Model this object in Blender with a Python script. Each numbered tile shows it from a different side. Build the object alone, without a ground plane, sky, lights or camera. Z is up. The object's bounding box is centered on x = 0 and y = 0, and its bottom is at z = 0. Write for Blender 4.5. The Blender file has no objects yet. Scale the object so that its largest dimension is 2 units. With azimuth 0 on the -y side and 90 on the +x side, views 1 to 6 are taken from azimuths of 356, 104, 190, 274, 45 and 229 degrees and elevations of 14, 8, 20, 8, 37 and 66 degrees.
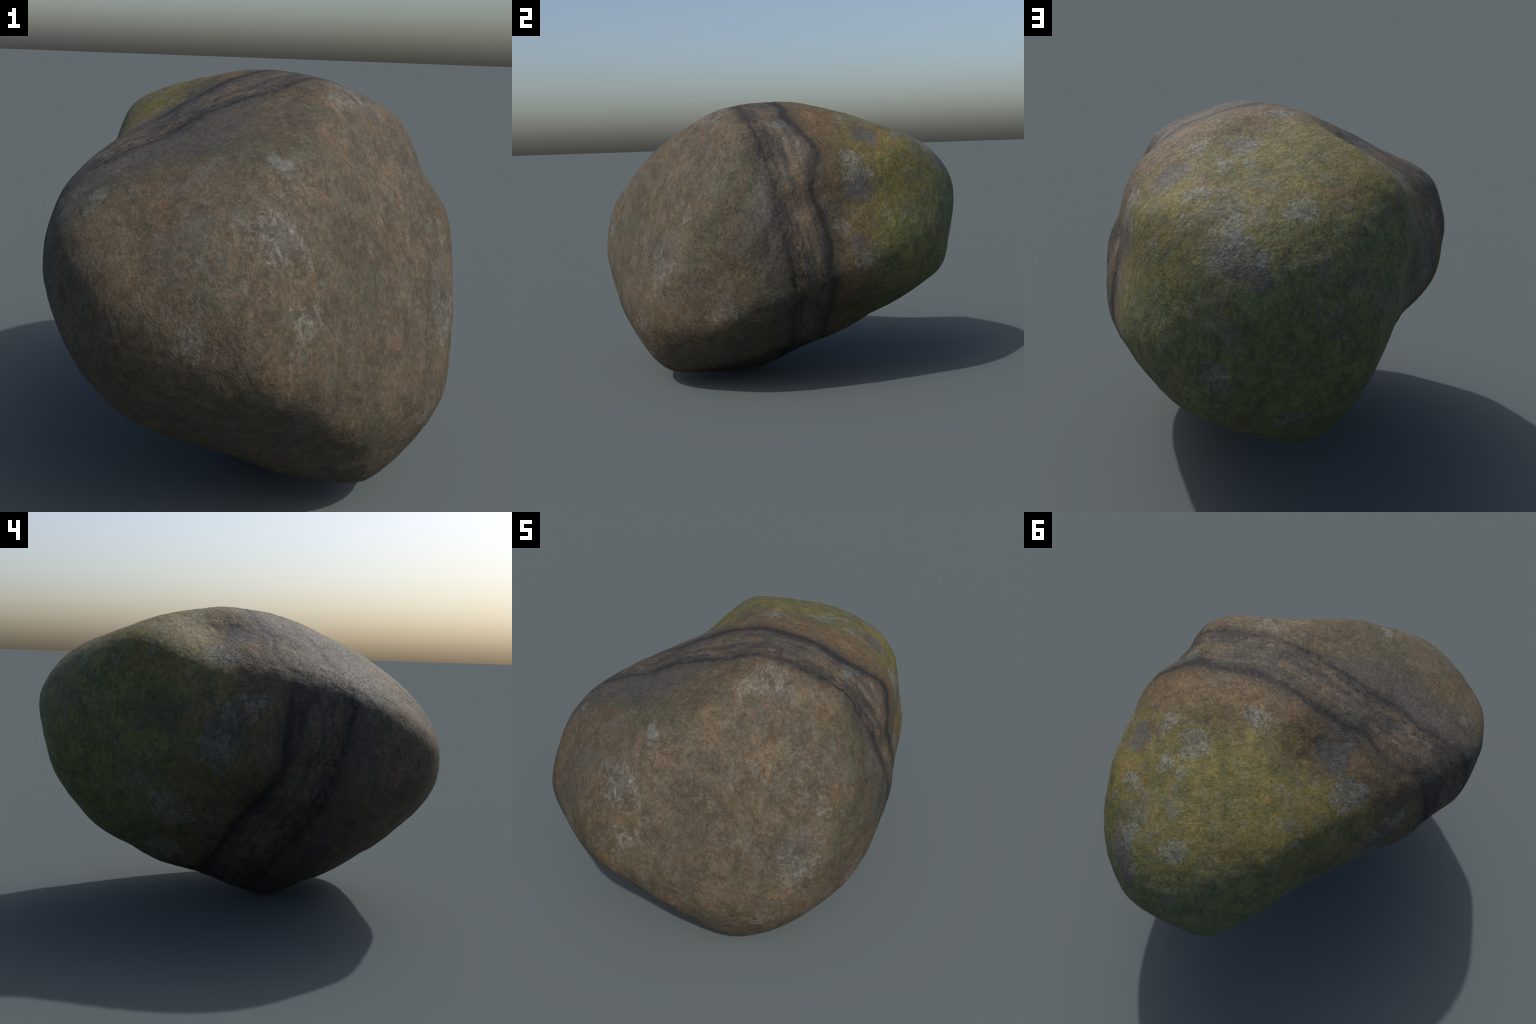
"""A weathered boulder: a faceted stone with two dark strata seams and a mossy tail end."""
import bpy, math
import numpy as np
from mathutils import Vector, noise

# ---------------------------------------------------------------- shape
CENTRE = (0.0, 0.0, 0.76)     # middle of the stone
EDGE = 34.0                   # how crisp the worn edges between facets are

# Worn faces of the stone: azimuth of the face normal (deg), elevation (deg), distance from CENTRE (m)
FACETS = [
    (-66.8, 74.6, 0.9326), (147.3, 96.3, 0.7531), (0.0, 65.7, 0.7259), (-112.8, 68.4, 0.6919), (100.4, 60.0, 0.8228),
    (-37.2, 46.8, 0.7108), (-159.2, 67.7, 0.7361), (94.0, 83.8, 0.7609), (-97.4, 40.2, 0.8430), (139.6, 19.5, 0.9201),
    (-3.4, 34.1, 1.0464), (-129.3, 48.3, 0.8746), (79.6, 26.6, 0.9453), (-62.2, 35.2, 0.7909), (173.4, 11.8, 0.7315),
    (45.4, 57.5, 0.8131), (-102.2, 42.6, 1.0461), (117.1, 34.9, 0.9141), (-31.2, 27.9, 0.6628), (-166.4, 12.7, 0.8775),
    (63.8, 27.6, 1.1855), (-74.6, 19.1, 1.1777), (146.4, 15.3, 1.1646), (3.5, 19.3, 0.7016), (-134.6, 2.2, 1.0048),
    (87.2, -0.1, 0.9594), (-47.0, 10.2, 0.6754), (-177.7, 43.3, 0.8037), (24.2, 27.3, 0.8253), (-85.8, 1.3, 0.9240),
    (126.2, 1.5, 1.2140), (-2.2, -9.5, 0.7178), (-150.4, -6.3, 0.9616), (63.8, 2.2, 0.8761), (-56.9, 1.7, 0.7640),
    (163.8, -5.2, 0.6946), (23.8, -8.7, 0.6559), (-113.7, -23.3, 1.2648), (121.8, -6.4, 0.8928), (-27.6, -0.8, 0.7510),
    (-156.0, -12.8, 0.8804), (48.5, 2.0, 0.8136), (-84.9, -34.9, 0.8294), (113.9, -27.6, 0.8505), (1.1, -22.9, 1.0236),
    (-139.3, -33.5, 0.8515), (84.8, -32.3, 1.1774), (-45.2, -24.0, 0.7965), (162.0, -23.6, 0.6174), (46.5, -23.8, 0.7286),
    (-91.1, -22.8, 0.8863), (133.8, -28.5, 0.7808), (-7.7, -42.7, 0.7389), (-173.0, -24.7, 0.7502), (73.4, -51.5, 0.6984),
    (-94.3, -31.7, 0.8337), (160.4, -51.3, 0.6210), (29.9, -65.9, 0.6490), (-125.4, -61.0, 0.7172), (102.9, -67.2, 0.6319),
    (-38.7, -65.3, 1.0975), (179.3, -59.5, 0.6535), (32.3, -40.8, 0.6144), (-103.1, -60.6, 0.7436),
]
# Broad swells (+) and hollows (-): azimuth, elevation, angular width (deg), relative height
SWELLS = [
    (-68.9, 35.5, 14.5, -0.0653), (164.9, 48.1, 13.6, -0.0699), (9.1, 31.7, 9.9, -0.0358), (-158.2, 12.8, 13.1, +0.0363),
    (110.1, 23.4, 12.0, +0.0838), (-36.6, 45.1, 10.6, -0.0886), (-162.0, 33.0, 23.5, -0.0863), (52.1, 22.4, 16.9, -0.1366),
    (-82.4, -5.0, 17.6, +0.0774), (120.5, -3.4, 11.7, +0.0827), (6.2, -30.7, 17.5, +0.0733), (171.0, -27.3, 21.6, -0.1396),
    (73.5, -38.5, 11.4, -0.1697), (-48.7, -29.5, 18.2, +0.0658), (119.2, -51.5, 11.1, +0.0749), (46.0, -70.7, 11.4, -0.0686),
    (-78.1, 41.3, 10.0, +0.0252), (158.8, 61.8, 7.7, -0.0466), (19.0, 42.7, 6.8, -0.0604), (-115.9, 58.3, 11.1, +0.0242),
    (89.3, 59.8, 9.4, -0.0568), (-29.0, 45.0, 16.7, +0.0907), (-173.7, 21.4, 9.5, +0.0161), (26.7, 19.2, 5.9, -0.0591),
    (-106.0, 21.5, 5.9, +0.0251), (147.8, 14.3, 6.2, -0.0236), (-9.8, 18.0, 7.3, +0.0452), (-154.7, 0.1, 5.6, -0.0589),
    (70.9, 8.6, 17.6, +0.0594), (-43.1, 0.2, 7.6, +0.0237), (163.2, -18.8, 10.6, +0.0461), (28.6, -5.6, 13.4, +0.0551),
    (-101.2, -9.2, 9.3, +0.0610), (132.1, -24.4, 14.0, +0.0663), (-39.0, -38.3, 12.6, +0.0388), (-156.0, -28.3, 11.3, -0.0953),
    (33.3, -30.1, 7.5, -0.0408), (-81.4, -53.4, 10.6, +0.0390), (133.7, -38.3, 6.6, -0.0339), (5.7, -92.3, 18.0, +0.0710),
]


def direction(az, el):
    az, el = np.radians(az), np.radians(el)
    return np.stack([np.cos(el) * np.cos(az), np.cos(el) * np.sin(az), np.sin(el)], -1)


def stone_radius(d):
    """Distance from CENTRE to the surface along unit directions d: soft meeting of all faces, then swells."""
    f = np.array(FACETS)
    q = np.maximum(d @ direction(f[:, 0], f[:, 1]).T, 0.0) / f[:, 2]
    r = (q ** EDGE).sum(-1) ** (-1.0 / EDGE)
    s = np.array(SWELLS)
    k = np.radians(s[:, 2]) ** -2.0
    return r * (1.0 + (s[:, 3] * np.exp(k * (d @ direction(s[:, 0], s[:, 1]).T - 1.0))).sum(-1))


# ---------------------------------------------------------------- strata
STRATA = Vector((-0.4663, 0.8690, 0.1653))          # normal of the layers in the stone
ACROSS = Vector((0.8846, 0.4581, 0.0871))           # directions inside a layer
DOWN = Vector((0.0, 0.1868, -0.9824))
# Where the two dark seams run: (angle round the stone in the plane of the layers, height along STRATA)
SEAM_NEAR = [(-173, -0.084), (-165, -0.083), (-154, -0.105), (-145, -0.089), (-136, -0.079), (-126, -0.093), (-116, -0.077), (-109, -0.083), (-101, -0.086), (-92, -0.086), (-85, -0.081), (-80, -0.076), (-75, -0.078), (-68, -0.079), (-60, -0.085), (-53, -0.089), (-46, -0.079), (-37, -0.065), (-32, -0.064), (-26, -0.059), (-18, -0.086), (-10, -0.086), (-5, -0.086), (3, -0.075), (14, -0.075), (24, -0.072), (42, -0.074), (136, -0.071), (149, -0.071), (162, -0.078), (175, -0.082)]
SEAM_FAR = [(-175, 0.113), (-165, 0.129), (-154, 0.124), (-145, 0.113), (-134, 0.150), (-124, 0.126), (-119, 0.109), (-113, 0.137), (-103, 0.138), (-95, 0.141), (-88, 0.132), (-81, 0.133), (-72, 0.125), (-63, 0.135), (-59, 0.126), (-52, 0.106), (-45, 0.127), (-38, 0.150), (-33, 0.165), (-25, 0.130), (-16, 0.099), (-8, 0.121), (-4, 0.127), (5, 0.134), (12, 0.118), (22, 0.121), (41, 0.121), (63, 0.126), (106, 0.146), (118, 0.156), (136, 0.153), (149, 0.150), (162, 0.135), (176, 0.124)]
# Width of the dark grey layer on the brown side of the near seam, round the stone
GREY_LAYER = [(-180, 0.17), (-150, 0.18), (-135, 0.21), (-120, 0.24), (-110, 0.2), (-100, 0.09), (-92, 0.02), (-50, 0.015),
              (-38, 0.06), (-20, 0.13), (0, 0.17), (25, 0.14), (60, 0.12), (130, 0.15), (180, 0.17)]

# How plainly the far seam shows (less 0.5), round the stone: it is smudged over the left shoulder
FAR_SHOWS = [(-180, 0.5), (-162, 0.5), (-152, 0.3), (-146, 0.08), (-132, 0.08), (-122, 0.4), (-105, 0.5), (0, 0.5), (180, 0.5)]

# ---------------------------------------------------------------- patches: place and radius (m)
PALE = [
    (0.64, -0.39, 0.66, 0.071), (0.25, -0.25, 1.41, 0.054), (0.65, -0.24, 0.93, 0.035), (-0.00, -0.84, 1.05, 0.072), (0.08, -0.90, 0.82, 0.044),
    (0.56, -0.54, 0.38, 0.047), (0.29, -0.17, 1.43, 0.043), (-0.24, -0.99, 0.79, 0.039), (-0.55, -0.69, 1.09, 0.023), (0.43, 0.53, 1.15, 0.067),
    (0.49, 0.48, 0.88, 0.038), (0.72, -0.05, 0.49, 0.062), (0.44, 0.59, 0.69, 0.041), (0.10, 0.71, 1.29, 0.035), (0.03, 0.49, 1.38, 0.046),
    (-0.04, 0.53, 1.38, 0.023), (0.18, 0.46, 1.39, 0.043), (-0.25, 0.75, 1.29, 0.044), (-0.22, 0.78, 1.28, 0.031), (-0.05, 0.86, 1.22, 0.041),
    (-0.03, 0.98, 0.76, 0.058), (-0.27, 0.85, 0.57, 0.058), (0.13, 0.78, 1.23, 0.023), (-0.15, 0.92, 1.17, 0.024), (0.04, 0.42, 1.41, 0.059),
    (0.05, 0.56, 1.36, 0.030), (-0.02, 0.55, 1.37, 0.029), (-0.50, 0.04, 1.25, 0.061), (-0.07, 0.18, 1.48, 0.042), (-0.03, 0.84, 1.24, 0.047),
    (-0.25, 0.76, 1.29, 0.045), (-0.65, 0.06, 0.83, 0.083), (-0.66, -0.12, 1.05, 0.051), (-0.49, 0.29, 0.54, 0.086), (-0.34, 0.34, 0.32, 0.071),
    (-0.53, -0.42, 1.21, 0.023), (-0.53, -0.66, 1.12, 0.026), (-0.64, -0.56, 1.10, 0.020), (-0.41, -0.33, 1.27, 0.045), (-0.65, 0.01, 1.02, 0.037),
]
SMOOTH_GREY = [
    (0.41, 0.18, 1.36, 0.049), (0.42, 0.23, 1.33, 0.029), (0.02, -0.66, 1.23, 0.029), (-0.01, -0.64, 1.24, 0.023), (0.01, -0.66, 1.23, 0.023),
    (0.03, -0.69, 1.20, 0.019), (-0.65, 0.06, 0.83, 0.043),
]
DARK_GREY = [
    (-0.07, 0.93, 1.15, 0.080), (-0.13, 0.95, 1.12, 0.059), (0.62, -0.37, 0.78, 0.080), (0.25, 0.57, 1.30, 0.075), (0.35, -0.19, 1.37, 0.057),
    (-0.34, -0.00, 1.34, 0.089), (-0.17, -0.13, 1.41, 0.055), (-0.36, -0.19, 1.32, 0.056), (0.43, 0.56, 1.05, 0.083), (0.62, -0.35, 0.81, 0.064),
    (0.70, 0.10, 0.74, 0.076), (0.47, 0.56, 0.78, 0.047), (-0.24, -0.84, 1.08, 0.054), (-0.67, 0.02, 0.91, 0.088), (-0.30, -0.15, 1.36, 0.109),
    (-0.35, -0.36, 1.29, 0.108), (-0.67, -0.03, 0.97, 0.071),
]
RUST = [
    (0.49, -0.06, 1.34, 0.081), (0.67, -0.19, 0.97, 0.053), (0.33, 0.34, 1.37, 0.105), (0.55, 0.35, 0.91, 0.059), (0.45, 0.57, 0.86, 0.076),
    (0.51, 0.27, 1.22, 0.063), (0.69, -0.08, 0.41, 0.069), (0.68, -0.37, 0.43, 0.071), (0.72, 0.02, 0.65, 0.061), (0.46, 0.52, 0.59, 0.096),
    (0.51, -0.07, 1.31, 0.074), (0.18, -0.30, 1.41, 0.054), (0.26, 0.33, 1.41, 0.101), (0.67, -0.19, 0.98, 0.040), (0.62, -0.45, 0.53, 0.048),
    (0.19, -0.48, 1.29, 0.070), (0.41, -0.35, 1.16, 0.057), (0.47, 0.04, 1.35, 0.044), (0.08, 0.11, 1.49, 0.077), (-0.36, -0.76, 1.11, 0.050),
    (-0.52, -0.78, 1.03, 0.043), (0.05, -0.89, 0.91, 0.064), (0.22, -0.83, 0.46, 0.049), (-0.11, -0.90, 1.01, 0.053), (-0.42, -0.90, 0.94, 0.054),
    (0.02, -0.96, 0.66, 0.046), (0.28, 0.36, 1.39, 0.092), (0.03, 0.15, 1.49, 0.089), (-0.52, -0.31, 1.23, 0.080), (-0.13, 0.02, 1.46, 0.048),
    (0.03, 0.30, 1.45, 0.054), (-0.36, -0.61, 1.20, 0.076), (0.05, -0.25, 1.43, 0.057), (0.23, 0.55, 1.32, 0.069), (0.02, 0.13, 1.49, 0.077),
    (0.11, 0.67, 1.31, 0.044), (-0.66, -0.19, 1.07, 0.056), (-0.64, 0.11, 0.99, 0.072), (-0.59, 0.16, 0.72, 0.088), (-0.65, -0.10, 0.69, 0.072),
]
OLIVE_STAIN = [
    (-0.07, -0.58, 1.27, 0.088), (0.08, -0.54, 1.30, 0.057), (0.72, -0.10, 0.91, 0.068), (0.34, -0.74, 0.43, 0.071), (0.56, -0.06, 1.23, 0.057),
    (0.17, -0.39, 1.36, 0.042), (0.28, -0.67, 0.88, 0.087), (-0.09, -0.64, 1.24, 0.059), (0.72, -0.11, 0.88, 0.101), (0.58, 0.00, 1.21, 0.063),
    (0.64, -0.05, 1.09, 0.078), (0.72, -0.18, 0.79, 0.062), (0.49, 0.47, 0.95, 0.063), (-0.37, -0.96, 0.83, 0.044), (-0.20, -0.96, 0.92, 0.052),
    (-0.08, -0.54, 1.29, 0.051), (0.05, -0.58, 1.28, 0.050), (0.24, -0.73, 0.88, 0.059), (0.35, -0.74, 0.43, 0.043), (-0.62, 0.29, 0.98, 0.102),
]


def layer_coordinates(p):
    q = p - np.array(CENTRE)
    return q @ np.array(STRATA), np.degrees(np.arctan2(q @ np.array(DOWN), q @ np.array(ACROSS)))


def seam_at(seam, angle):
    a, h = np.array(seam).T
    return np.interp(angle, a, h, period=360)


def build_mesh():
    import bmesh
    bm = bmesh.new()
    bmesh.ops.create_icosphere(bm, subdivisions=8, radius=1.0)
    me = bpy.data.meshes.new("boulder")
    bm.to_mesh(me)
    bm.free()
    n = len(me.vertices)
    d = np.empty(n * 3, np.float32)
    me.vertices.foreach_get("co", d)
    d = d.reshape(-1, 3).astype(np.float64)
    d /= np.linalg.norm(d, axis=1)[:, None]
    p = np.array(CENTRE) + d * stone_radius(d)[:, None]
    # slight lumps and pits
    low = np.array([noise.fractal(Vector(v) * 5.5, 1.0, 2.0, 2) for v in p])
    mid = np.array([noise.fractal(Vector(v) * 16.0, 0.8, 2.1, 5) for v in p])
    relief = 0.004 * low + 0.0019 * mid
    # the seams are worn in as shallow, uneven grooves
    s, angle = layer_coordinates(p)
    wob = np.array([noise.fractal(Vector(v) * 9.0, 0.8, 2.1, 3) for v in p])
    for seam, depth, width, jag in ((SEAM_NEAR, 0.0012, 0.010, 0.008), (SEAM_FAR, 0.002, 0.018, 0.005)):
        off = s - seam_at(seam, angle) + jag * wob
        relief -= depth * np.exp(-(off / width) ** 2)
    p += d * relief[:, None]
    p[:, 2] -= p[:, 2].min()
    me.vertices.foreach_set("co", p.astype(np.float32).ravel())
    me.update()
    me.polygons.foreach_set("use_smooth", [True] * len(me.polygons))
    return me


# ---------------------------------------------------------------- material
class Nodes:
    """Small helper that writes node formulas."""

    def __init__(self, tree):
        self.t = tree

    def put(self, value, socket):
        if isinstance(value, bpy.types.NodeSocket):
            self.t.links.new(value, socket)
        elif value is not None:
            if hasattr(socket.default_value, "__len__") and len(socket.default_value) == 4 and len(value) == 3:
                value = (*value, 1.0)
            socket.default_value = value

    def math(self, op, a, b=None, c=None, clamp=False):
        n = self.t.nodes.new("ShaderNodeMath")
        n.operation, n.use_clamp = op, clamp
        for v, k in zip((a, b, c), n.inputs):
            self.put(v, k)
        return n.outputs[0]

    def vec(self, op, a, b=None, scale=None):
        n = self.t.nodes.new("ShaderNodeVectorMath")
        n.operation = op
        self.put(a, n.inputs[0])
        self.put(b, n.inputs[1])
        if scale is not None:
            self.put(scale, n.inputs["Scale"])
        return n.outputs["Value" if op in ("DOT_PRODUCT", "DISTANCE", "LENGTH") else "Vector"]

    def noise(self, at, scale, detail=3.0, rough=0.55, distort=0.0, colour=False):
        n = self.t.nodes.new("ShaderNodeTexNoise")
        self.put(at, n.inputs["Vector"])
        for k, v in (("Scale", scale), ("Detail", detail), ("Roughness", rough), ("Distortion", distort)):
            n.inputs[k].default_value = v
        return n.outputs["Color" if colour else "Fac"]

    def ramp(self, v, lo, hi, to_lo=0.0, to_hi=1.0, smooth=True):
        n = self.t.nodes.new("ShaderNodeMapRange")
        n.interpolation_type = "SMOOTHSTEP" if smooth else "LINEAR"
        for k, x in zip(range(5), (v, lo, hi, to_lo, to_hi)):
            self.put(x, n.inputs[k])
        return n.outputs[0]

    def mix(self, f, a, b, blend="MIX"):
        n = self.t.nodes.new("ShaderNodeMix")
        n.data_type, n.blend_type = "RGBA", blend
        self.put(f, n.inputs[0])
        self.put(a, n.inputs[6])
        self.put(b, n.inputs[7])
        return n.outputs[2]

    def curve(self, v, points):
        """Piecewise curve over an angle in degrees; heights within -0.5 to 0.5."""
        n = self.t.nodes.new("ShaderNodeFloatCurve")
        c = n.mapping.curves[0]
        want = [(a / 360 + 0.5, h + 0.5) for a, h in points]
        end = float(np.interp(180, *np.array(points).T, period=360)) + 0.5
        want = [(0.0, end)] + [w for w in want if 0.002 < w[0] < 0.998] + [(1.0, end)]
        while len(c.points) < len(want):
            c.points.new(0.5, 0.5)
        for pt, w in zip(c.points, want):
            pt.location = w
        n.mapping.update()
        self.put(self.math("ADD", v, 0.5), n.inputs["Value"])
        return self.math("SUBTRACT", n.outputs[0], 0.5)

    def patches(self, at, places, ragged, reach=1.7, bite=1.0):
        """1 inside any of the patches, with ragged edges: a falloff eaten into by noise."""
        best = None
        for x, y, z, r in places:
            m = self.ramp(self.vec("DISTANCE", at, (x, y, z)), r * reach, 0.0, 0.0, 1.0, False)
            best = m if best is None else self.math("MAXIMUM", best, m)
        eaten = self.math("ADD", best, self.math("MULTIPLY", self.math("SUBTRACT", ragged, 0.5), bite))
        return self.ramp(self.math("MINIMUM", eaten, self.math("MULTIPLY", best, 4.0)), 0.26, 0.66)

    def split(self, v):
        n = self.t.nodes.new("ShaderNodeSeparateXYZ")
        self.put(v, n.inputs[0])
        return n.outputs


def material():
    m = bpy.data.materials.new("weathered_stone")
    m.use_nodes = True
    nt = m.node_tree
    bsdf = next(n for n in nt.nodes if n.type == "BSDF_PRINCIPLED")
    g = Nodes(nt)
    co = nt.nodes.new("ShaderNodeTexCoord").outputs["Object"]
    jitter = g.vec("SUBTRACT", g.noise(co, 9.0, 5.0, 0.65, colour=True), (0.5, 0.5, 0.5))
    warped = g.vec("ADD", co, g.vec("SCALE", jitter, scale=0.13))

    # coordinates of the layers
    q = g.vec("SUBTRACT", co, CENTRE)
    s = g.vec("DOT_PRODUCT", q, tuple(STRATA))
    angle = g.math("DIVIDE", g.math("ARCTAN2", g.vec("DOT_PRODUCT", q, tuple(DOWN)), g.vec("DOT_PRODUCT", q, tuple(ACROSS))), 2 * math.pi)
    near_at = g.curve(angle, SEAM_NEAR)
    far_at = g.curve(angle, SEAM_FAR)
    grey_w = g.curve(angle, GREY_LAYER)

    # grain: fine fibres, drawn out a little down the stone, plus fine speckle
    mp = nt.nodes.new("ShaderNodeMapping")
    mp.inputs["Rotation"].default_value = (0.35, 0.2, 0.5)
    mp.inputs["Scale"].default_value = (1.0, 1.0, 0.72)
    g.put(co, mp.inputs["Vector"])
    drawn = mp.outputs[0]
    fibre = g.noise(drawn, 75.0, 4.0, 0.7, 0.5)
    speck = g.noise(co, 190.0, 2.0, 0.7)
    mott_a, mott_b, mott_c = g.split(g.noise(drawn, 17.0, 6.0, 0.68, 0.3, colour=True))
    broad, broad2, broad3 = g.split(g.noise(co, 4.6, 5.0, 0.62, 0.4, colour=True))
    blot = mott_a
    curl = g.noise(g.vec("ADD", drawn, (3.1, 5.2, 0.4)), 19.0, 5.0, 0.60, 1.4)
    strand = g.ramp(g.math("ABSOLUTE", g.math("SUBTRACT", curl, 0.5)), 0.024, 0.002)   # thin pale curls

    # brown stone, mottled with olive grey, rust and tan
    brown = g.mix(g.ramp(broad, 0.35, 0.65), C_BROWN_DARK, C_BROWN)
    brown = g.mix(g.math("MULTIPLY", g.ramp(g.math("ADD", mott_b, g.math("MULTIPLY", g.math("SUBTRACT", broad2, 0.5), 0.6)), 0.50, 0.66), 0.75), brown, C_GREYBROWN)
    brown = g.mix(g.math("MULTIPLY", g.ramp(g.math("ADD", mott_c, g.math("MULTIPLY", g.math("SUBTRACT", broad3, 0.5), 0.6)), 0.50, 0.68), 0.70), brown, C_RUST_PALE)
    brown = g.mix(g.math("MULTIPLY", g.ramp(mott_a, 0.46, 0.32), 0.6), brown, C_OLIVE_STAIN)

    # layers past the seams: rust, then moss, yellow above and green on the back
    rough_s = g.math("ADD", s, g.math("MULTIPLY", g.math("SUBTRACT", broad2, 0.5), 0.30))
    rust = g.mix(g.ramp(blot, 0.38, 0.62), C_RUST_DARK, C_RUST)
    colour = g.mix(g.ramp(rough_s, 0.10, 0.24), brown, rust)
    back = g.vec("DOT_PRODUCT", q, (-0.40, 0.42, -0.81))
    back = g.math("ADD", back, g.math("MULTIPLY", g.math("SUBTRACT", broad2, 0.5), 0.30))
    green_f = g.ramp(back, -0.10, 0.24)
    yellow = g.mix(g.ramp(blot, 0.36, 0.64), C_MOSS, C_MOSS_YELLOW)
    green = g.mix(g.ramp(blot, 0.36, 0.64), C_GREEN_DARK, C_GREEN)
    moss = g.mix(green_f, yellow, green)
    moss = g.mix(g.math("MULTIPLY", g.ramp(g.math("ADD", mott_b, g.math("MULTIPLY", g.math("SUBTRACT", broad, 0.5), 0.7)), 0.52, 0.68), g.ramp(green_f, 0.0, 1.0, 0.65, 0.6)), moss, C_MOSS_BARE)
    moss = g.mix(g.math("MULTIPLY", g.ramp(g.math("ADD", mott_c, g.math("MULTIPLY", g.math("SUBTRACT", broad3, 0.5), 0.9)), 0.50, 0.68), g.ramp(green_f, 0.0, 1.0, 0.6, 0.25)), moss, C_OCHRE)
    moss_from = g.math("ADD", rough_s, g.math("MULTIPLY", g.math("SUBTRACT", blot, 0.5), 0.30))
    colour = g.mix(g.ramp(moss_from, 0.20, 0.52), colour, moss)

    # patches
    ragged = g.math("ADD", g.math("MULTIPLY", mott_b, 0.75), g.math("MULTIPLY", fibre, 0.25))
    ragged2 = g.math("ADD", g.math("MULTIPLY", mott_c, 0.75), g.math("MULTIPLY", fibre, 0.25))
    colour = g.mix(g.math("MULTIPLY", g.patches(warped, OLIVE_STAIN, ragged, 1.8, 1.6), 0.6), colour, C_OLIVE_STAIN)
    colour = g.mix(g.math("MULTIPLY", g.patches(warped, RUST, ragged2, 2.0, 3.6), g.ramp(s, -0.15, 0.15, 0.34, 0.55)), colour, C_RUST)
    colour = g.mix(g.math("MULTIPLY", g.patches(warped, DARK_GREY, ragged, 1.7, 1.6), g.ramp(s, -0.2, 0.2, 0.5, 0.85)), colour, C_GREY)

    # dark grey layer on the brown side of the near seam, with an olive rim
    jag = g.math("SUBTRACT", g.noise(co, 30.0, 5.0, 0.72, 0.6), 0.5)
    to_near = g.math("ADD", g.math("SUBTRACT", s, near_at), g.math("MULTIPLY", jag, 0.095))
    to_near_soft = g.math("ADD", to_near, g.math("MULTIPLY", g.math("SUBTRACT", broad2, 0.5), 0.10))
    depth = g.math("ADD", to_near_soft, grey_w)                       # 0 at the outer rim, grows towards the seam
    inside = g.math("MULTIPLY", g.ramp(depth, -0.01, 0.05), g.ramp(to_near, 0.02, -0.01))
    rim = g.math("MULTIPLY", g.math("MULTIPLY", g.ramp(depth, -0.05, 0.0), g.ramp(depth, 0.06, 0.01)), g.ramp(grey_w, 0.02, 0.08))
    colour = g.mix(g.math("MULTIPLY", rim, 0.6), colour, C_OLIVE_STAIN)
    colour = g.mix(g.math("MULTIPLY", inside, 0.8), colour, g.mix(blot, C_LAYER_DARK, C_LAYER))

    # banded stone between the seams
    wob = g.math("SUBTRACT", g.noise(co, 11.0, 4.0, 0.6, 0.3), 0.5)
    to_far = g.math("ADD", g.math("SUBTRACT", s, far_at), g.math("MULTIPLY", wob, 0.030))
    between = g.math("MULTIPLY", g.ramp(to_near, -0.01, 0.01), g.ramp(to_far, 0.015, -0.015))
    lam = nt.nodes.new("ShaderNodeCombineXYZ")
    g.put(g.math("MULTIPLY", g.math("ADD", s, g.math("MULTIPLY", wob, 0.05)), 30.0), lam.inputs[0])
    g.put(g.math("MULTIPLY", g.vec("DOT_PRODUCT", q, tuple(ACROSS)), 4.0), lam.inputs[1])
    g.put(g.math("MULTIPLY", g.vec("DOT_PRODUCT", q, tuple(DOWN)), 4.0), lam.inputs[2])
    lamina = g.noise(lam.outputs[0], 1.0, 4.0, 0.6, 0.4)
    bands = g.mix(g.ramp(lamina, 0.40, 0.60), C_LAYER_DARK, C_BAND)
    bands = g.mix(g.math("MULTIPLY", g.ramp(g.math("ADD", broad3, g.math("MULTIPLY", g.math("SUBTRACT", lamina, 0.5), 0.9)), 0.48, 0.64), 0.65), bands, C_BAND_RUST)
    colour = g.mix(g.math("MULTIPLY", between, 0.85), colour, bands)

    # pale lichen: a thin wash with bright curls
    pale_m = g.patches(warped, PALE, ragged2, 1.9, 3.2)
    colour = g.mix(g.math("MULTIPLY", pale_m, g.math("MULTIPLY", g.ramp(fibre, 0.3, 0.7, 0.2, 0.5), g.ramp(s, 0.0, 0.3, 0.75, 1.4))), colour, C_PALE)
    curls = g.math("MULTIPLY", strand, g.math("ADD", g.math("MULTIPLY", pale_m, g.math("MULTIPLY", g.ramp(mott_a, 0.42, 0.6, 0.1, 0.75), g.ramp(s, 0.0, 0.3, 0.8, 1.35))), g.ramp(broad3, 0.5, 0.7, 0.03, 0.18)))
    colour = g.mix(curls, colour, C_CURL)
    flecks = g.math("MULTIPLY", g.ramp(fibre, 0.58, 0.74), g.ramp(mott_c, 0.4, 0.65, 0.05, 0.45))
    colour = g.mix(flecks, colour, C_PALE)
    smooth_m = g.patches(g.vec("ADD", co, g.vec("SCALE", jitter, scale=0.05)), SMOOTH_GREY, ragged, 1.5, 0.8)
    colour = g.mix(g.math("MULTIPLY", smooth_m, 0.7), colour, C_SMOOTH)

    # the seams
    wide = g.ramp(g.noise(g.vec("ADD", co, (2.0, 9.0, 5.0)), 7.0, 2.0), 0.35, 0.65, 0.7, 1.5)
    far_d = g.math("DIVIDE", g.math("ABSOLUTE", to_far), wide)
    far_line = g.math("MAXIMUM", g.ramp(far_d, 0.034, 0.006, 0.0, g.ramp(mott_b, 0.35, 0.55, 0.80, 0.95)), g.ramp(far_d, 0.085, 0.0, 0.0, 0.55))
    far_line = g.math("MULTIPLY", far_line, g.math("ADD", g.curve(angle, FAR_SHOWS), 0.48))
    near_d = g.math("DIVIDE", g.math("ABSOLUTE", to_near), wide)
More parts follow.
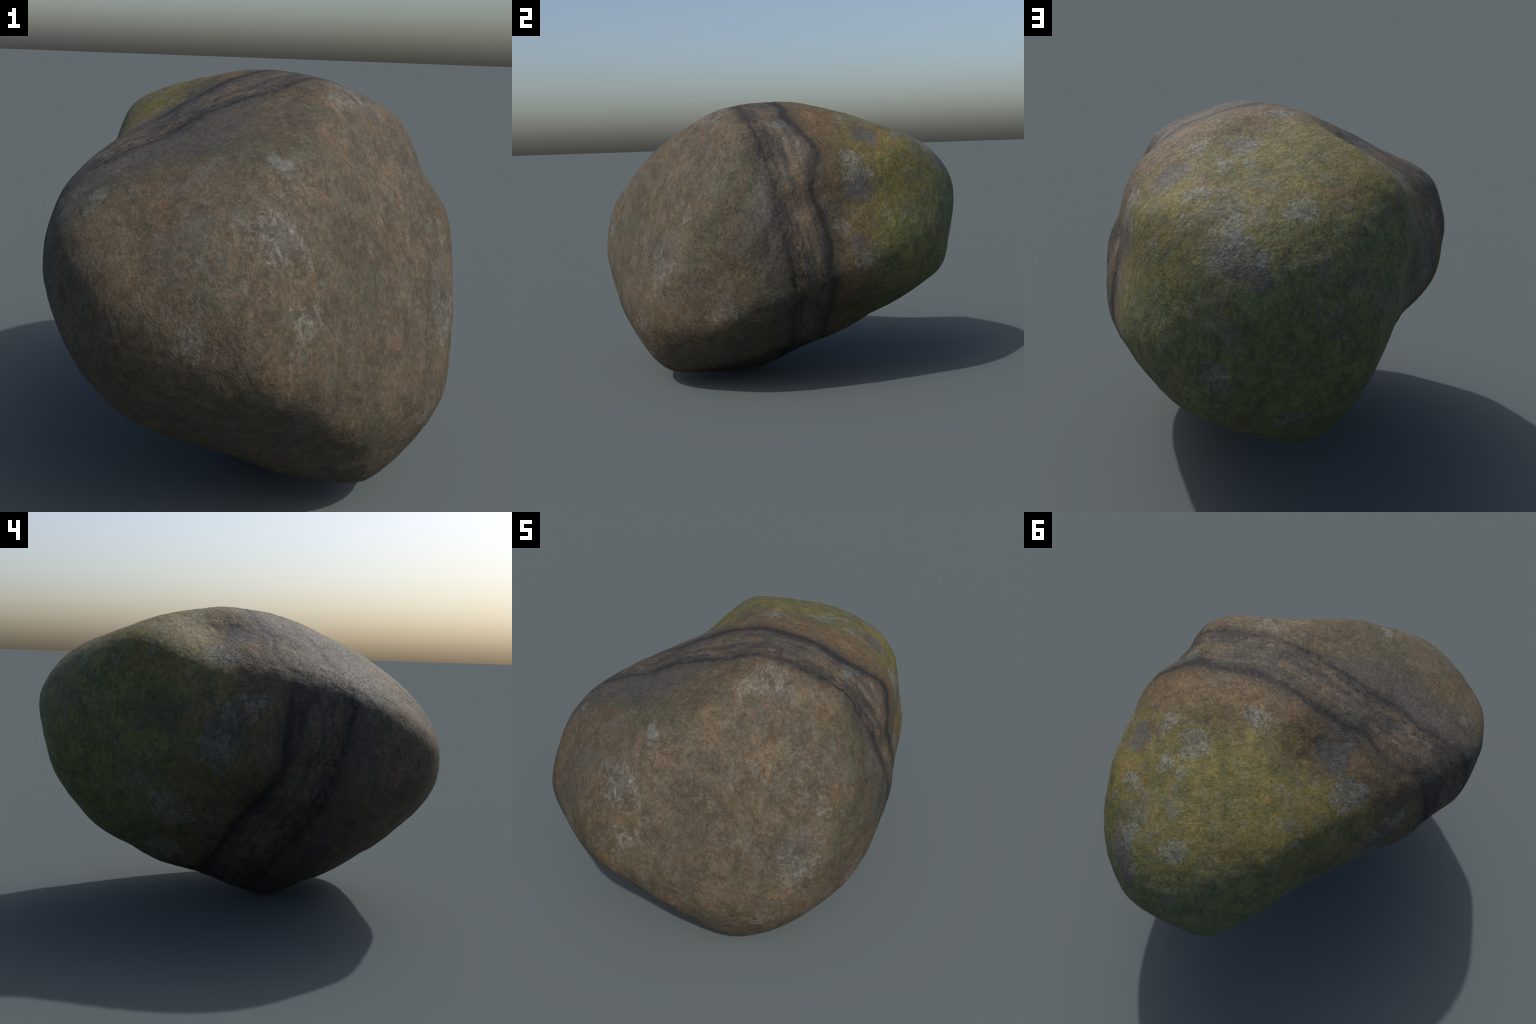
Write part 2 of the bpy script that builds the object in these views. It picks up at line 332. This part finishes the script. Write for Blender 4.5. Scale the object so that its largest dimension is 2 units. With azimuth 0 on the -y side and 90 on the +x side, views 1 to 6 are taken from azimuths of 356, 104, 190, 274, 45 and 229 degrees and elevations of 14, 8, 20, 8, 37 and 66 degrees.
    near_line = g.math("MAXIMUM", g.math("MULTIPLY", g.ramp(near_d, 0.018, 0.004), g.ramp(mott_c, 0.38, 0.54, 0.30, 0.97)), g.ramp(near_d, 0.055, 0.0, 0.0, 0.55))
    twin = g.math("ABSOLUTE", g.math("SUBTRACT", g.math("ADD", to_near, g.math("MULTIPLY", jag, 0.05)), 0.034))
    twin_line = g.math("MULTIPLY", g.ramp(twin, 0.018, 0.002, 0.0, 0.9), g.ramp(mott_b, 0.38, 0.58))
    third = g.math("ABSOLUTE", g.math("SUBTRACT", g.math("ADD", to_near, g.math("MULTIPLY", wob, 0.04)), 0.075))
    third_line = g.math("MULTIPLY", g.ramp(third, 0.026, 0.002, 0.0, 0.6), g.ramp(broad, 0.42, 0.60))
    second_line = g.math("MAXIMUM", twin_line, third_line)
    seams = g.math("MAXIMUM", g.math("MAXIMUM", far_line, near_line), second_line)
    colour = g.mix(seams, colour, C_SEAM)

    # grain in the colour
    tone = g.math("MULTIPLY", g.ramp(fibre, 0.3, 0.72, 0.68, 1.38, False), g.ramp(speck, 0.3, 0.7, 0.82, 1.20, False))
    tone = g.math("MULTIPLY", tone, g.ramp(mott_b, 0.3, 0.7, 0.80, 1.20, False))
    tone = g.math("MULTIPLY", tone, g.ramp(curl, 0.3, 0.7, 0.76, 1.24, False))
    colour = g.vec("SCALE", colour, scale=tone)
    nt.links.new(colour, bsdf.inputs["Base Color"])

    bsdf.inputs["Specular IOR Level"].default_value = 0.35
    g.put(g.ramp(fibre, 0.3, 0.7, 0.82, 0.62), bsdf.inputs["Roughness"])
    worn = g.ramp(broad2, 0.36, 0.64, 0.2, 1.3)
    wrinkle = g.math("ABSOLUTE", g.math("SUBTRACT", curl, 0.5))
    height = g.math("MULTIPLY", g.math("ADD", g.math("MULTIPLY", fibre, 1.0), g.math("MULTIPLY", speck, 0.45)), worn)
    height = g.math("ADD", height, g.math("MULTIPLY", mott_a, 0.7))
    height = g.math("SUBTRACT", height, g.math("MULTIPLY", g.ramp(wrinkle, 0.04, 0.0), 0.10))
    bump = nt.nodes.new("ShaderNodeBump")
    bump.inputs["Strength"].default_value = 0.36
    bump.inputs["Distance"].default_value = 0.014
    g.put(height, bump.inputs["Height"])
    nt.links.new(bump.outputs[0], bsdf.inputs["Normal"])
    return m


# colours (linear)
C_BROWN = (0.068, 0.052, 0.031)
C_BROWN_DARK = (0.047, 0.038, 0.024)
C_GREYBROWN = (0.054, 0.053, 0.041)
C_RUST_PALE = (0.080, 0.053, 0.032)
C_RUST = (0.088, 0.057, 0.027)
C_RUST_DARK = (0.062, 0.048, 0.026)
C_OCHRE = (0.098, 0.068, 0.022)
C_MOSS_BARE = (0.072, 0.073, 0.056)
C_OLIVE_STAIN = (0.042, 0.042, 0.024)
C_GREY = (0.054, 0.052, 0.047)
C_LAYER = (0.052, 0.047, 0.040)
C_LAYER_DARK = (0.032, 0.030, 0.026)
C_BAND = (0.066, 0.052, 0.037)
C_BAND_RUST = (0.082, 0.054, 0.030)
C_SEAM = (0.010, 0.009, 0.009)
C_MOSS_YELLOW = (0.108, 0.086, 0.021)
C_MOSS = (0.068, 0.068, 0.022)
C_GREEN = (0.098, 0.104, 0.032)
C_GREEN_DARK = (0.064, 0.077, 0.034)
C_PALE = (0.098, 0.103, 0.092)
C_CURL = (0.175, 0.180, 0.165)
C_SMOOTH = (0.085, 0.092, 0.086)

me = build_mesh()
me.materials.append(material())
boulder = bpy.data.objects.new("boulder", me)
bpy.context.scene.collection.objects.link(boulder)
boulder["label"] = "weathered brown boulder with dark seams and mossy end"
boulder["category"] = "boulder"
